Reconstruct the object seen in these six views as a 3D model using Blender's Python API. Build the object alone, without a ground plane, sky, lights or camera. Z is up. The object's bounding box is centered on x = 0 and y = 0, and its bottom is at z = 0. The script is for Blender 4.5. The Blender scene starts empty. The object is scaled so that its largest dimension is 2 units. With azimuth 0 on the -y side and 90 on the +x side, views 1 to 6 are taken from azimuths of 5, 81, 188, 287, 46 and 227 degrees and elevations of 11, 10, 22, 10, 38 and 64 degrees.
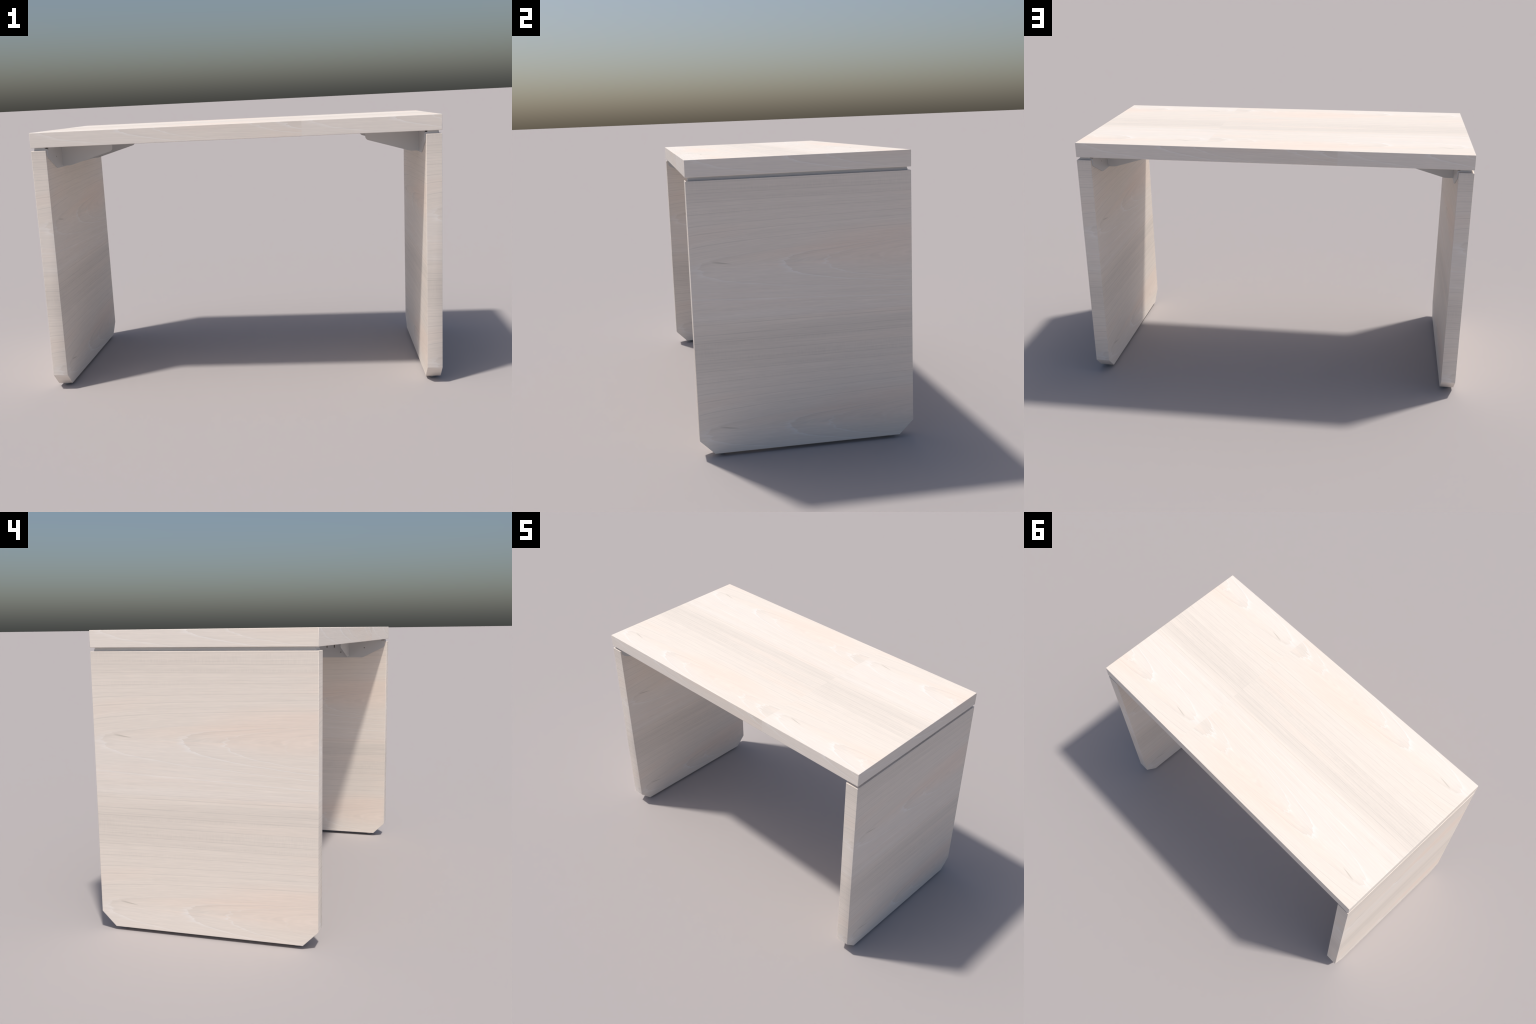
# Bleached-wood table: thick top on two slab legs, grey steel corner brackets in a
# shadow gap, small glide feet.  Units: 1 real millimetre = 1/600 scene unit.
import bpy, bmesh, math
from mathutils import Vector

MM = 1.0 / 600.0
# ---------------------------------------------------------------- dimensions
LENGTH, DEPTH, HEIGHT = 1200 * MM, 600 * MM, 799.4 * MM
SLAB = 44.7 * MM                    # thickness of the top
LEG_SLAB = 44.8 * MM                  # thickness of the side panels
GAP = 9.1 * MM                      # shadow gap between panel and top
FOOT_H = 7.8 * MM
CHAMFER = 40 * MM                   # cut corners at the foot of the panels
EDGE = 1.2 * MM                     # eased wood edges
TOP_LOW = HEIGHT - SLAB
LEG_HIGH = TOP_LOW - GAP
LEG_LOW = FOOT_H
LEG_INSET = 0.3 * MM                # panels stand back a hair from the top
LEG_X = LENGTH / 2 - LEG_INSET - LEG_SLAB / 2       # centre of a side panel
INNER_X = LENGTH / 2 - LEG_INSET - LEG_SLAB         # inner face of a side panel
INSET = 8 * MM                      # steel stands back from the wood faces

scene = bpy.context.scene
coll = scene.collection


# ================================================================ node helpers
class Val:
    """A scalar shader socket with arithmetic, so masks read as formulas."""

    def __init__(self, tree, sock):
        self.t, self.s = tree, sock

    def _op(self, op, *args, clamp=False):
        n = self.t.nodes.new("ShaderNodeMath")
        n.operation = op
        n.use_clamp = clamp
        for i, a in enumerate(args):
            if isinstance(a, Val):
                self.t.links.new(a.s, n.inputs[i])
            else:
                n.inputs[i].default_value = float(a)
        return Val(self.t, n.outputs[0])

    def __add__(self, o): return self._op("ADD", self, o)
    def __radd__(self, o): return self._op("ADD", o, self)
    def __sub__(self, o): return self._op("SUBTRACT", self, o)
    def __rsub__(self, o): return self._op("SUBTRACT", o, self)
    def __mul__(self, o): return self._op("MULTIPLY", self, o)
    def __rmul__(self, o): return self._op("MULTIPLY", o, self)
    def __truediv__(self, o): return self._op("DIVIDE", self, o)
    def __neg__(self): return self._op("MULTIPLY", self, -1.0)
    def gt(self, o): return self._op("GREATER_THAN", self, o)
    def lt(self, o): return self._op("LESS_THAN", self, o)
    def abs(self): return self._op("ABSOLUTE", self)
    def floor(self): return self._op("FLOOR", self)
    def fract(self): return self._op("FRACT", self)
    def power(self, o): return self._op("POWER", self, o)
    def maximum(self, o): return self._op("MAXIMUM", self, o)
    def minimum(self, o): return self._op("MINIMUM", self, o)
    def wrap(self, lo, hi): return self._op("WRAP", self, hi, lo)
    def clamp(self): return self._op("ADD", self, 0.0, clamp=True)
    def madd(self, a, b): return self._op("MULTIPLY_ADD", self, a, b)
    def exp(self): return self._op("EXPONENT", self)

    def step(self, lo, hi):
        """smooth 0..1 ramp from lo to hi"""
        n = self.t.nodes.new("ShaderNodeMapRange")
        n.interpolation_type = "SMOOTHSTEP"
        self.t.links.new(self.s, n.inputs["Value"])
        n.inputs["From Min"].default_value = lo
        n.inputs["From Max"].default_value = hi
        return Val(self.t, n.outputs["Result"])

    def pick(self, if_true, if_false):
        """self is a 0/1 mask"""
        return if_false + (if_true - if_false) * self


def noise2(tree, u, v, su, sv, detail=2.0, rough=0.5, seed=0.0):
    """noise on (u, v), centred on zero, about -0.5..0.5"""
    c = tree.nodes.new("ShaderNodeCombineXYZ")
    tree.links.new((u * su).s, c.inputs[0])
    tree.links.new((v * sv).s, c.inputs[1])
    c.inputs[2].default_value = seed
    n = tree.nodes.new("ShaderNodeTexNoise")
    n.inputs["Scale"].default_value = 1.0
    n.inputs["Detail"].default_value = detail
    n.inputs["Roughness"].default_value = rough
    tree.links.new(c.outputs[0], n.inputs["Vector"])
    return Val(tree, n.outputs["Fac"]) - 0.5


def mix_color(tree, fac, a, b):
    n = tree.nodes.new("ShaderNodeMix")
    n.data_type = "RGBA"
    n.clamp_factor = True
    tree.links.new(fac.s, n.inputs["Factor"])
    for key, val in (("A", a), ("B", b)):
        sock = [s for s in n.inputs if s.name == key and s.type == "RGBA"][0]
        if isinstance(val, tuple):
            sock.default_value = (*val, 1.0)
        else:
            tree.links.new(val, sock)
    return [s for s in n.outputs if s.type == "RGBA"][0]


def scale_color(tree, col, fac):
    n = tree.nodes.new("ShaderNodeVectorMath")
    n.operation = "SCALE"
    tree.links.new(col, n.inputs[0])
    tree.links.new(fac.s, n.inputs["Scale"])
    return n.outputs[0]


def new_material(name):
    m = bpy.data.materials.new(name)
    m.use_nodes = True
    return m, m.node_tree, m.node_tree.nodes["Principled BSDF"]


# ---------------------------------------------------------------- bleached wood
VENEER_U, VENEER_V = 1.337, 0.752      # size of the repeating veneer leaf
HEART = 0.095                           # height of the cathedral axis in a leaf

WOOD = (0.848, 0.764, 0.681)
WOOD_WARM = (0.880, 0.748, 0.648)
WOOD_WHITE = (0.872, 0.820, 0.770)
WOOD_GREY = (0.780, 0.704, 0.628)
WOOD_STREAK = (0.430, 0.385, 0.320)


def wood_material(name, half):
    """Veneer laid on each face of a block from that face's lower left corner.
    half: half extents of the block (object space is centred on it)."""
    m, t, bsdf = new_material(name)
    tc = t.nodes.new("ShaderNodeTexCoord")

    def split(out):
        n = t.nodes.new("ShaderNodeSeparateXYZ")
        t.links.new(out, n.inputs[0])
        return [Val(t, o) for o in n.outputs]

    x, y, z = split(tc.outputs["Object"])
    nx, ny, nz = split(tc.outputs["Normal"])
    hx, hy, hz = half
    on_top = nz.abs().gt(0.8)
    on_end = nx.abs().gt(ny.abs())
    sx = nx.gt(0.0) * 2.0 - 1.0
    sy = ny.gt(0.0) * 2.0 - 1.0
    u_end = sx * y + hy
    u_front = -(sy * x) + hx
    u_side = on_end.pick(u_end, u_front)
    u0 = on_top.pick(x + hx, u_side)
    v0 = on_top.pick(y + hy, z + hz)

    leaf = (u0 / VENEER_U).floor()
    u = u0 - leaf * VENEER_U
    # the leaf border follows the plank line in the straight-grained zone
    border = -0.187 + 0.020 * u.minimum(0.55) / 0.55
    rel = v0 - border
    v = rel - (rel / VENEER_V).floor() * VENEER_V + border     # -0.18 .. 0.57

    # --- wander of the grain
    wob = noise2(t, u, v, 3.0, 9.0, 3.0, 0.55, 3.1) * 0.024
    teeth = noise2(t, u, v, 12.0, 100.0, 1.0, 0.6, 8.4)
    d = v - HEART + wob
    # --- ring coordinate of the cathedral: tip position of the arch through a point
    bulge = (d.minimum(0.0) / -0.14).power(2.5)
    shoulder = (d.maximum(0.0) / 0.098).power(3.0)
    ring = u - bulge - shoulder + teeth * (1.0 - d.abs().step(0.015, 0.06)).madd(0.075, 0.018)
    in_arch = v.step(-0.150, -0.105) * (1.0 - v.step(0.165, 0.200))

    # arches: (tip, chalky width, chalky strength, shade width, shade strength)
    arches = [(-1.30, 0.20, 0.2, 0.10, 0.7), (-0.80, 0.16, 0.7, 0.06, 0.2),
              (-0.40, 0.10, 0.2, 0.07, 0.5), (0.045, 0.055, 0.8, 0.06, 0.5),
              (0.425, 0.040, 1.15, 0.08, 0.8), (0.612, 0.024, 0.9, 0.08, 0.4),
              (0.86, 0.02, 0.2, 0.05, 0.2),
              (1.105, 0.030, 0.8, 0.07, 0.4), (1.240, 0.035, 1.0, 0.09, 0.8)]
    chalk = Val(t, t.nodes.new("ShaderNodeValue").outputs[0])
    shade = chalk
    for tip, wc, sc, ws, ss in arches:
        e = ring - tip
        chalk = chalk.maximum(e.madd(sc / wc, sc) * e.lt(0.0))
        shade = shade.maximum(e.madd(-ss / ws, ss) * e.gt(0.0))
    # lower flanks are chalky, upper flanks read as thin dark lines
    upper = d.step(-0.005, 0.035)
    chalk = chalk * in_arch * upper.madd(-0.65, 1.0)
    shade = shade * in_arch * upper.madd(1.5, 1.0)

    # --- straight grain: the lines fan slightly, less so away from the heart
    fan = u.maximum(0.0).power(0.7) * ((0.40 - v) * 0.35).minimum(0.07).maximum(0.0) * v.gt(0.1)
    g = v - fan + wob * 0.22
    # fibres lean with the arches: down along lower flanks, up along upper ones
    side = d.step(-0.03, 0.03).madd(2.0, -1.0)
    soft = v.step(-0.17, -0.02) * (1.0 - v.step(0.12, 0.24))
    gb = g - ring.maximum(-0.8) * side * soft * 0.032
    streak = noise2(t, u, gb, 1.6, 70.0, 2.0, 0.5, 6.6)
    lines = [(-0.154, 0.9), (-0.136, 0.7), (0.186, 0.9), (0.213, 0.25), (0.241, 0.8),
             (0.278, 0.8), (0.295, 0.3), (0.331, 1.0), (0.346, 0.4), (0.362, 0.35),
             (0.386, 0.9), (0.397, 0.4), (0.423, 0.9), (0.437, 0.4), (0.470, 0.8),
             (0.490, 0.4), (0.517, 1.0), (0.527, 0.5), (0.5515, 0.9)]
    thin = None
    for pos, amp in lines:
        one = (g - pos).abs().madd(-amp / 0.0030, amp)
        thin = one.maximum(0.0) if thin is None else thin.maximum(one)
    thin = thin * streak.madd(2.2, 0.85).clamp() * in_arch.madd(-0.9, 1.0)

    # finer wandering growth lines everywhere, following the figure
    gl = noise2(t, u * 0.55, gb, 1.0, 62.0, 0.0, 0.5, 2.2)
    growth = ((gl * 7.0).fract() - 0.5) * 0.026
    # --- fibres and pores
    fibre = noise2(t, u, gb, 8.0, 360.0, 1.0, 0.6, 4.2)
    silk = noise2(t, u + gb * 2.5, gb, 26.0, 210.0, 1.0, 0.6, 13.3)
    # --- cross flecks in bands of the straight-grained part
    straight = v.step(0.30, 0.36)
    band = noise2(t, u, g, 0.5, 30.0, 1.0, 0.5, 9.3).step(-0.05, 0.12) * straight
    fleck = noise2(t, u, v, 190.0, 26.0, 1.0, 0.6, 7.7) * band

    # --- colour zones
    warm = (1.0 - (((u - 0.86) / 0.42).power(2.0) + ((d - 0.060) / 0.115).power(2.0))).clamp()
    warm = warm * 0.9 + noise2(t, u, g, 1.2, 11.0, 1.0, 0.5, 12.0).step(-0.02, 0.28) * 0.45
    pale = v.step(-0.150, -0.04) * (1.0 - v.step(0.07, 0.13)) * (1.0 - u.step(0.45, 0.95))
    pale = pale * 0.28 + v.step(-0.155, -0.13) * (1.0 - v.step(-0.125, -0.09)) * 0.25
    grey = v.step(0.33, 0.40) * 0.28 + band * 0.25
    # leaf ends differ in tone, so the butt joint shows in the straight grain
    head = v.step(0.37, 0.43) * (1.0 - v.step(0.525, 0.555)) * (1.0 - u.step(0.15, 1.0))
    tail = v.step(0.505, 0.530) * u.step(0.1, 1.2).madd(0.75, 0.25)
    grey = grey + head * 0.38 + tail * 0.55
    corner = u.step(1.235, 1.26) * (1.0 - ((d + 0.012) / 0.05).abs()).clamp() * 0.6
    grey = grey + corner

    # --- the one dark streak beside the first arch
    along = (u - 0.138) / 0.046
    across = (v - 0.1165 + (u - 0.138) * 0.15) / 0.0040
    knot = (1.0 - along.power(2.0)).clamp() * (1.0 - across.abs() / (1.15 - along * 0.55)).clamp()

    col = mix_color(t, warm, WOOD, WOOD_WARM)
    col = mix_color(t, pale, col, WOOD_WHITE)
    col = mix_color(t, grey, col, WOOD_GREY)
    col = mix_color(t, chalk * 0.85, col, WOOD_WHITE)
    lum = 1.0 + growth + fibre * 0.15 + streak * 0.10 + fleck * 0.10
    lum = lum + chalk * 0.03 - shade * 0.042 - thin * 0.145 - silk * 0.06
    col = scale_color(t, col, lum)
    col = mix_color(t, knot * 0.62, col, WOOD_STREAK)
    t.links.new(col, bsdf.inputs["Base Color"])
    bsdf.inputs["Roughness"].default_value = 0.62
    bsdf.inputs["Specular IOR Level"].default_value = 0.30
    return m


def steel_material(name, color, rough):
    m, t, bsdf = new_material(name)
    tc = t.nodes.new("ShaderNodeTexCoord")
    n = t.nodes.new("ShaderNodeTexNoise")
    n.inputs["Scale"].default_value = 240.0
    t.links.new(tc.outputs["Object"], n.inputs["Vector"])
    f = Val(t, n.outputs["Fac"])
    col = mix_color(t, f, tuple(c * 0.97 for c in color), tuple(c * 1.03 for c in color))
    t.links.new(col, bsdf.inputs["Base Color"])
    bsdf.inputs["Roughness"].default_value = rough
    bsdf.inputs["Specular IOR Level"].default_value = 0.35
    return m


# ================================================================ mesh helpers
def finish(name, bm, material, parent=None, smooth_angle=20.0):
    bmesh.ops.recalc_face_normals(bm, faces=bm.faces[:])
    me = bpy.data.meshes.new(name)
    bm.to_mesh(me)
    bm.free()
    me.materials.append(material)
    for p in me.polygons:
        p.use_smooth = True
    me.set_sharp_from_angle(angle=math.radians(smooth_angle))
    ob = bpy.data.objects.new(name, me)
    coll.objects.link(ob)
    if parent:
        ob.parent = parent
    return ob


def prism(outline, axis, lo, hi):
    """Extrude a closed 2D outline along axis from lo to hi.
    outline lies in (y,z) for axis x, (x,z) for axis y, (x,y) for axis z."""
    bm = bmesh.new()

    def place(p, h):
        a, b = p
        return {"x": (h, a, b), "y": (a, h, b), "z": (a, b, h)}[axis]

    low = [bm.verts.new(place(p, lo)) for p in outline]
    top = [bm.verts.new(place(p, hi)) for p in outline]
    bm.faces.new(low)
    bm.faces.new(top[::-1])
    n = len(outline)
    for i in range(n):
        j = (i + 1) % n
        bm.faces.new((low[j], low[i], top[i], top[j]))
    return bm


def ease_edges(bm, width, segments=2, min_angle=20.0):
    bmesh.ops.recalc_face_normals(bm, faces=bm.faces[:])
    sharp = [e for e in bm.edges
             if len(e.link_faces) == 2 and e.calc_face_angle(0.0) > math.radians(min_angle)]
    bmesh.ops.bevel(bm, geom=sharp, offset=width, segments=segments, profile=0.5,
                    affect="EDGES", clamp_overlap=True)


def rounded(points, steps=6):
    """points: (a, b, radius); replaces each corner by an arc of that radius."""
    out = []
    n = len(points)
    for i, (a, b, r) in enumerate(points):
        p = Vector((a, b))
        if r <= 0:
            out.append((a, b))
            continue
        q0 = (Vector(points[i - 1][:2]) - p).normalized()
        q1 = (Vector(points[(i + 1) % n][:2]) - p).normalized()
        half = q0.angle(q1) / 2
        cut = r / math.tan(half)
        centre = p + (q0 + q1).normalized() * (r / math.sin(half))
        s, e = p + q0 * cut - centre, p + q1 * cut - centre
        turn = s.angle_signed(e)
        for k in range(steps + 1):
            w = -turn * k / steps
            c, sn = math.cos(w), math.sin(w)
            out.append((centre.x + s.x * c - s.y * sn, centre.y + s.x * sn + s.y * c))
    return out


def cut_holes(bm_obj, cutters):
    """Boolean away every cutter object, then delete the cutters."""
    for c in cutters:
        mod = bm_obj.modifiers.new("hole", "BOOLEAN")
        mod.operation = "DIFFERENCE"
        mod.solver = "EXACT"
        mod.object = c
    deps = bpy.context.evaluated_depsgraph_get()
    me = bpy.data.meshes.new_from_object(bm_obj.evaluated_get(deps))
    bm_obj.modifiers.clear()
    old = bm_obj.data
    name = old.name
    bm_obj.data = me
    bpy.data.meshes.remove(old)
    me.name = name
    for c in cutters:
        cm = c.data
        bpy.data.objects.remove(c)
        bpy.data.meshes.remove(cm)
    for p in me.polygons:
        p.use_smooth = True
    me.set_sharp_from_angle(angle=math.radians(20))


# ================================================================ build
table = bpy.data.objects.new("table", None)
coll.objects.link(table)
table["label"] = "pale bleached wood table with two solid slab legs"
table["category"] = "table"

top_wood = wood_material("bleached_wood_top", (LENGTH / 2, DEPTH / 2, SLAB / 2))
leg_h = LEG_HIGH - LEG_LOW
leg_wood = wood_material("bleached_wood_panel", (LEG_SLAB / 2, DEPTH / 2 - LEG_INSET, leg_h / 2))
steel = steel_material("grey_powder_coat", (0.56, 0.56, 0.56), 0.5)
dark = steel_material("painted_hole_shadow", (0.09, 0.07, 0.06), 0.6)
plastic = steel_material("grey_plastic", (0.45, 0.46, 0.48), 0.45)

# ---- top
bm = prism([(-LENGTH / 2, -DEPTH / 2), (LENGTH / 2, -DEPTH / 2),
            (LENGTH / 2, DEPTH / 2), (-LENGTH / 2, DEPTH / 2)], "z", -SLAB / 2, SLAB / 2)
ease_edges(bm, EDGE)
tabletop = finish("tabletop", bm, top_wood, table)
tabletop.location = (0, 0, HEIGHT - SLAB / 2)

# ---- side panels with cut lower corners (built for the -x side, turned for +x)
hy, hz = DEPTH / 2 - LEG_INSET, leg_h / 2
panel_outline = [(-hy + CHAMFER, -hz), (hy - CHAMFER, -hz), (hy, -hz + CHAMFER),
                 (hy, hz), (-hy, hz), (-hy, -hz + CHAMFER)]
bm = prism(panel_outline, "x", -LEG_SLAB / 2, LEG_SLAB / 2)
ease_edges(bm, EDGE)
panel = finish("side_panel", bm, leg_wood, table)
panel.location = (-LEG_X, 0, LEG_LOW + hz)
panel_b = panel.copy()
panel_b.location = (LEG_X, 0, LEG_LOW + hz)
panel_b.rotation_euler = (0, 0, math.pi)
coll.objects.link(panel_b)

# ---- glide feet: low domed discs under each panel
bm = bmesh.new()
profile = [(0.0, 0.0), (0.0115, 0.0), (0.0145, 0.0022), (0.0168, 0.0065), (0.0175, FOOT_H + 0.0005),
           (0.0, FOOT_H + 0.0005)]
verts = [bm.verts.new((r, 0, h)) for r, h in profile]
edges = [bm.edges.new((verts[i], verts[i + 1])) for i in range(len(verts) - 1)]
bmesh.ops.spin(bm, geom=verts + edges, cent=(0, 0, 0), axis=(0, 0, 1),
               angle=2 * math.pi, steps=32)
bmesh.ops.remove_doubles(bm, verts=bm.verts[:], dist=1e-5)
foot = finish("foot", bm, plastic, panel, 50)
FOOT_Y = DEPTH / 2 - 60 * MM
for owner in (panel, panel_b):
    for s in (-1, 1):
        if owner is panel and s == -1:
            f = foot
        else:
            f = foot.copy()
            coll.objects.link(f)
        f.parent = owner
        f.location = (0, s * FOOT_Y, -hz - LEG_LOW)

# ---- steel bracket, built for the +x panel in table coordinates
SHEET = 3 * MM
face = INNER_X - 0.0004                # back of the plate against the panel
bracket_parts = []
OUT_X = LENGTH / 2 - INSET
OUT_Y = DEPTH / 2 - INSET
ledge = LEG_HIGH + 5 * MM              # top of the folded sheet over the panel
bracket = bpy.data.objects.new("bracket", None)
coll.objects.link(bracket)
bracket.parent = table

# plate screwed to the inside of the panel: cut lower corners, raised middle
half_low, chin = 0.350, 1.145
plate_pts = [(-half_low, chin, 0.03), (half_low, chin, 0.03),
             (OUT_Y, 1.2115, 0.02), (OUT_Y, LEG_HIGH, 0.0),
             (0.467, LEG_HIGH, 0.0), (0.467, TOP_LOW - 0.0006, 0.0),
             (-0.467, TOP_LOW - 0.0006, 0.0), (-0.467, LEG_HIGH, 0.0),
             (-OUT_Y, LEG_HIGH, 0.0), (-OUT_Y, 1.2115, 0.02)]
bm = prism(rounded(plate_pts), "x", face - SHEET, face)
plate = finish("mounting_plate", bm, steel, bracket)
cutters = []
for s in (-1, 1):
    for hole_y, hole_z in ((0.361, 1.2045), (0.213, 1.178)):
        ring_pts = [(s * hole_y + 0.0034 * math.cos(a), hole_z + 0.0034 * math.sin(a))
                    for a in [k * math.tau / 20 for k in range(20)]]
        cutters.append(finish("cutter", prism(ring_pts, "x", face - 0.02, face + 0.02), steel))
    for slot_y in (0.124, 0.171):
        w, lo, hi = 0.0031, 1.205, 1.234
        slot = rounded([(s * slot_y - w, lo, w * 0.99), (s * slot_y + w, lo, w * 0.99),
                        (s * slot_y + w, hi, w * 0.99), (s * slot_y - w, hi, w * 0.99)], 5)
        cutters.append(finish("cutter", prism(slot, "x", face - 0.02, face + 0.02), steel))
cut_holes(plate, cutters)
# shadow inside the holes and slots, modelled as dark pieces sunk into the plate
for s in (-1, 1):
    for hole_y, hole_z in ((0.361, 1.2045), (0.213, 1.178)):
        head = [(s * hole_y + 0.0033 * math.cos(a), hole_z + 0.0033 * math.sin(a))  # disc outline, coloured dark for the unlit depth of the hole
                for a in [k * math.tau / 20 for k in range(20)]]
        finish("hole_shadow_disc", prism(head, "x", face - SHEET + 0.001, face - 0.0005), dark, bracket)
    for slot_y in (0.124, 0.171):
        w, lo, hi = 0.0030, 1.2051, 1.2339
        slot_shade = rounded([(s * slot_y - w, lo, w * 0.99), (s * slot_y + w, lo, w * 0.99),
                        (s * slot_y + w, hi, w * 0.99), (s * slot_y - w, hi, w * 0.99)], 5)
        finish("slot_shadow_filler", prism(slot_shade, "x", face - SHEET + 0.001, face - 0.0005), dark, bracket)

# sheet over the panel's top edge; at both ends it folds down into the plate
lip_low = LEG_HIGH + 0.0004
straight_lip = [(face, lip_low), (OUT_X, lip_low), (OUT_X, ledge), (face, ledge)]
finish("folded_lip", prism(straight_lip, "y", -0.467, 0.467), steel, bracket)
fold = rounded([(face - SHEET, LEG_HIGH, 0.0), (face - SHEET, ledge, 0.0075),
                (OUT_X, ledge, 0.0), (OUT_X, lip_low, 0.0),
                (face, lip_low, 0.0), (face, LEG_HIGH, 0.0)])
for lo, hi in ((-OUT_Y, -0.467), (0.467, OUT_Y)):
    finish("folded_lip", prism(fold, "y", lo, hi), steel, bracket)

# packing strip that carries the top
R = 0.006
strip = rounded([(0.9325, -OUT_Y + 0.0003, 0.0), (OUT_X, -OUT_Y + 0.0003, R),
                 (OUT_X, OUT_Y - 0.0003, R), (0.9325, OUT_Y - 0.0003, 0.0)])
bm = prism(strip, "z", ledge + 0.0002, TOP_LOW - 0.0006)
finish("spacer_strip", bm, steel, bracket)

# two gusset fins that reach inwards under the top
fin_pts = [(face - SHEET, 1.150, 0.0), (face - SHEET, TOP_LOW - 0.0006, 0.0),
           (0.652, TOP_LOW - 0.0006, 0.0), (0.652, 1.2165, 0.022), (0.878, 1.150, 0.06)]
fin_mesh = None
for s in (-1, 1):
    y0 = s * 0.2645
    bm = prism(rounded(fin_pts, 8), "y", y0 - SHEET / 2, y0 + SHEET / 2)
    finish("gusset", bm, steel, bracket)
# flat flange screwed under the top between the fins
bm = prism(rounded([(0.70, -0.2618, 0.02), (face - SHEET, -0.2618, 0.0),
                    (face - SHEET, 0.2618, 0.0), (0.70, 0.2618, 0.02)]),
           "z", TOP_LOW - 0.0006 - SHEET, TOP_LOW - 0.0006)
finish("top_flange", bm, steel, bracket)

# second bracket: same meshes, turned half round
bracket_b = bracket.copy()
coll.objects.link(bracket_b)
bracket_b.rotation_euler = (0, 0, math.pi)
for child in list(bracket.children):
    c = child.copy()
    coll.objects.link(c)
    c.parent = bracket_b
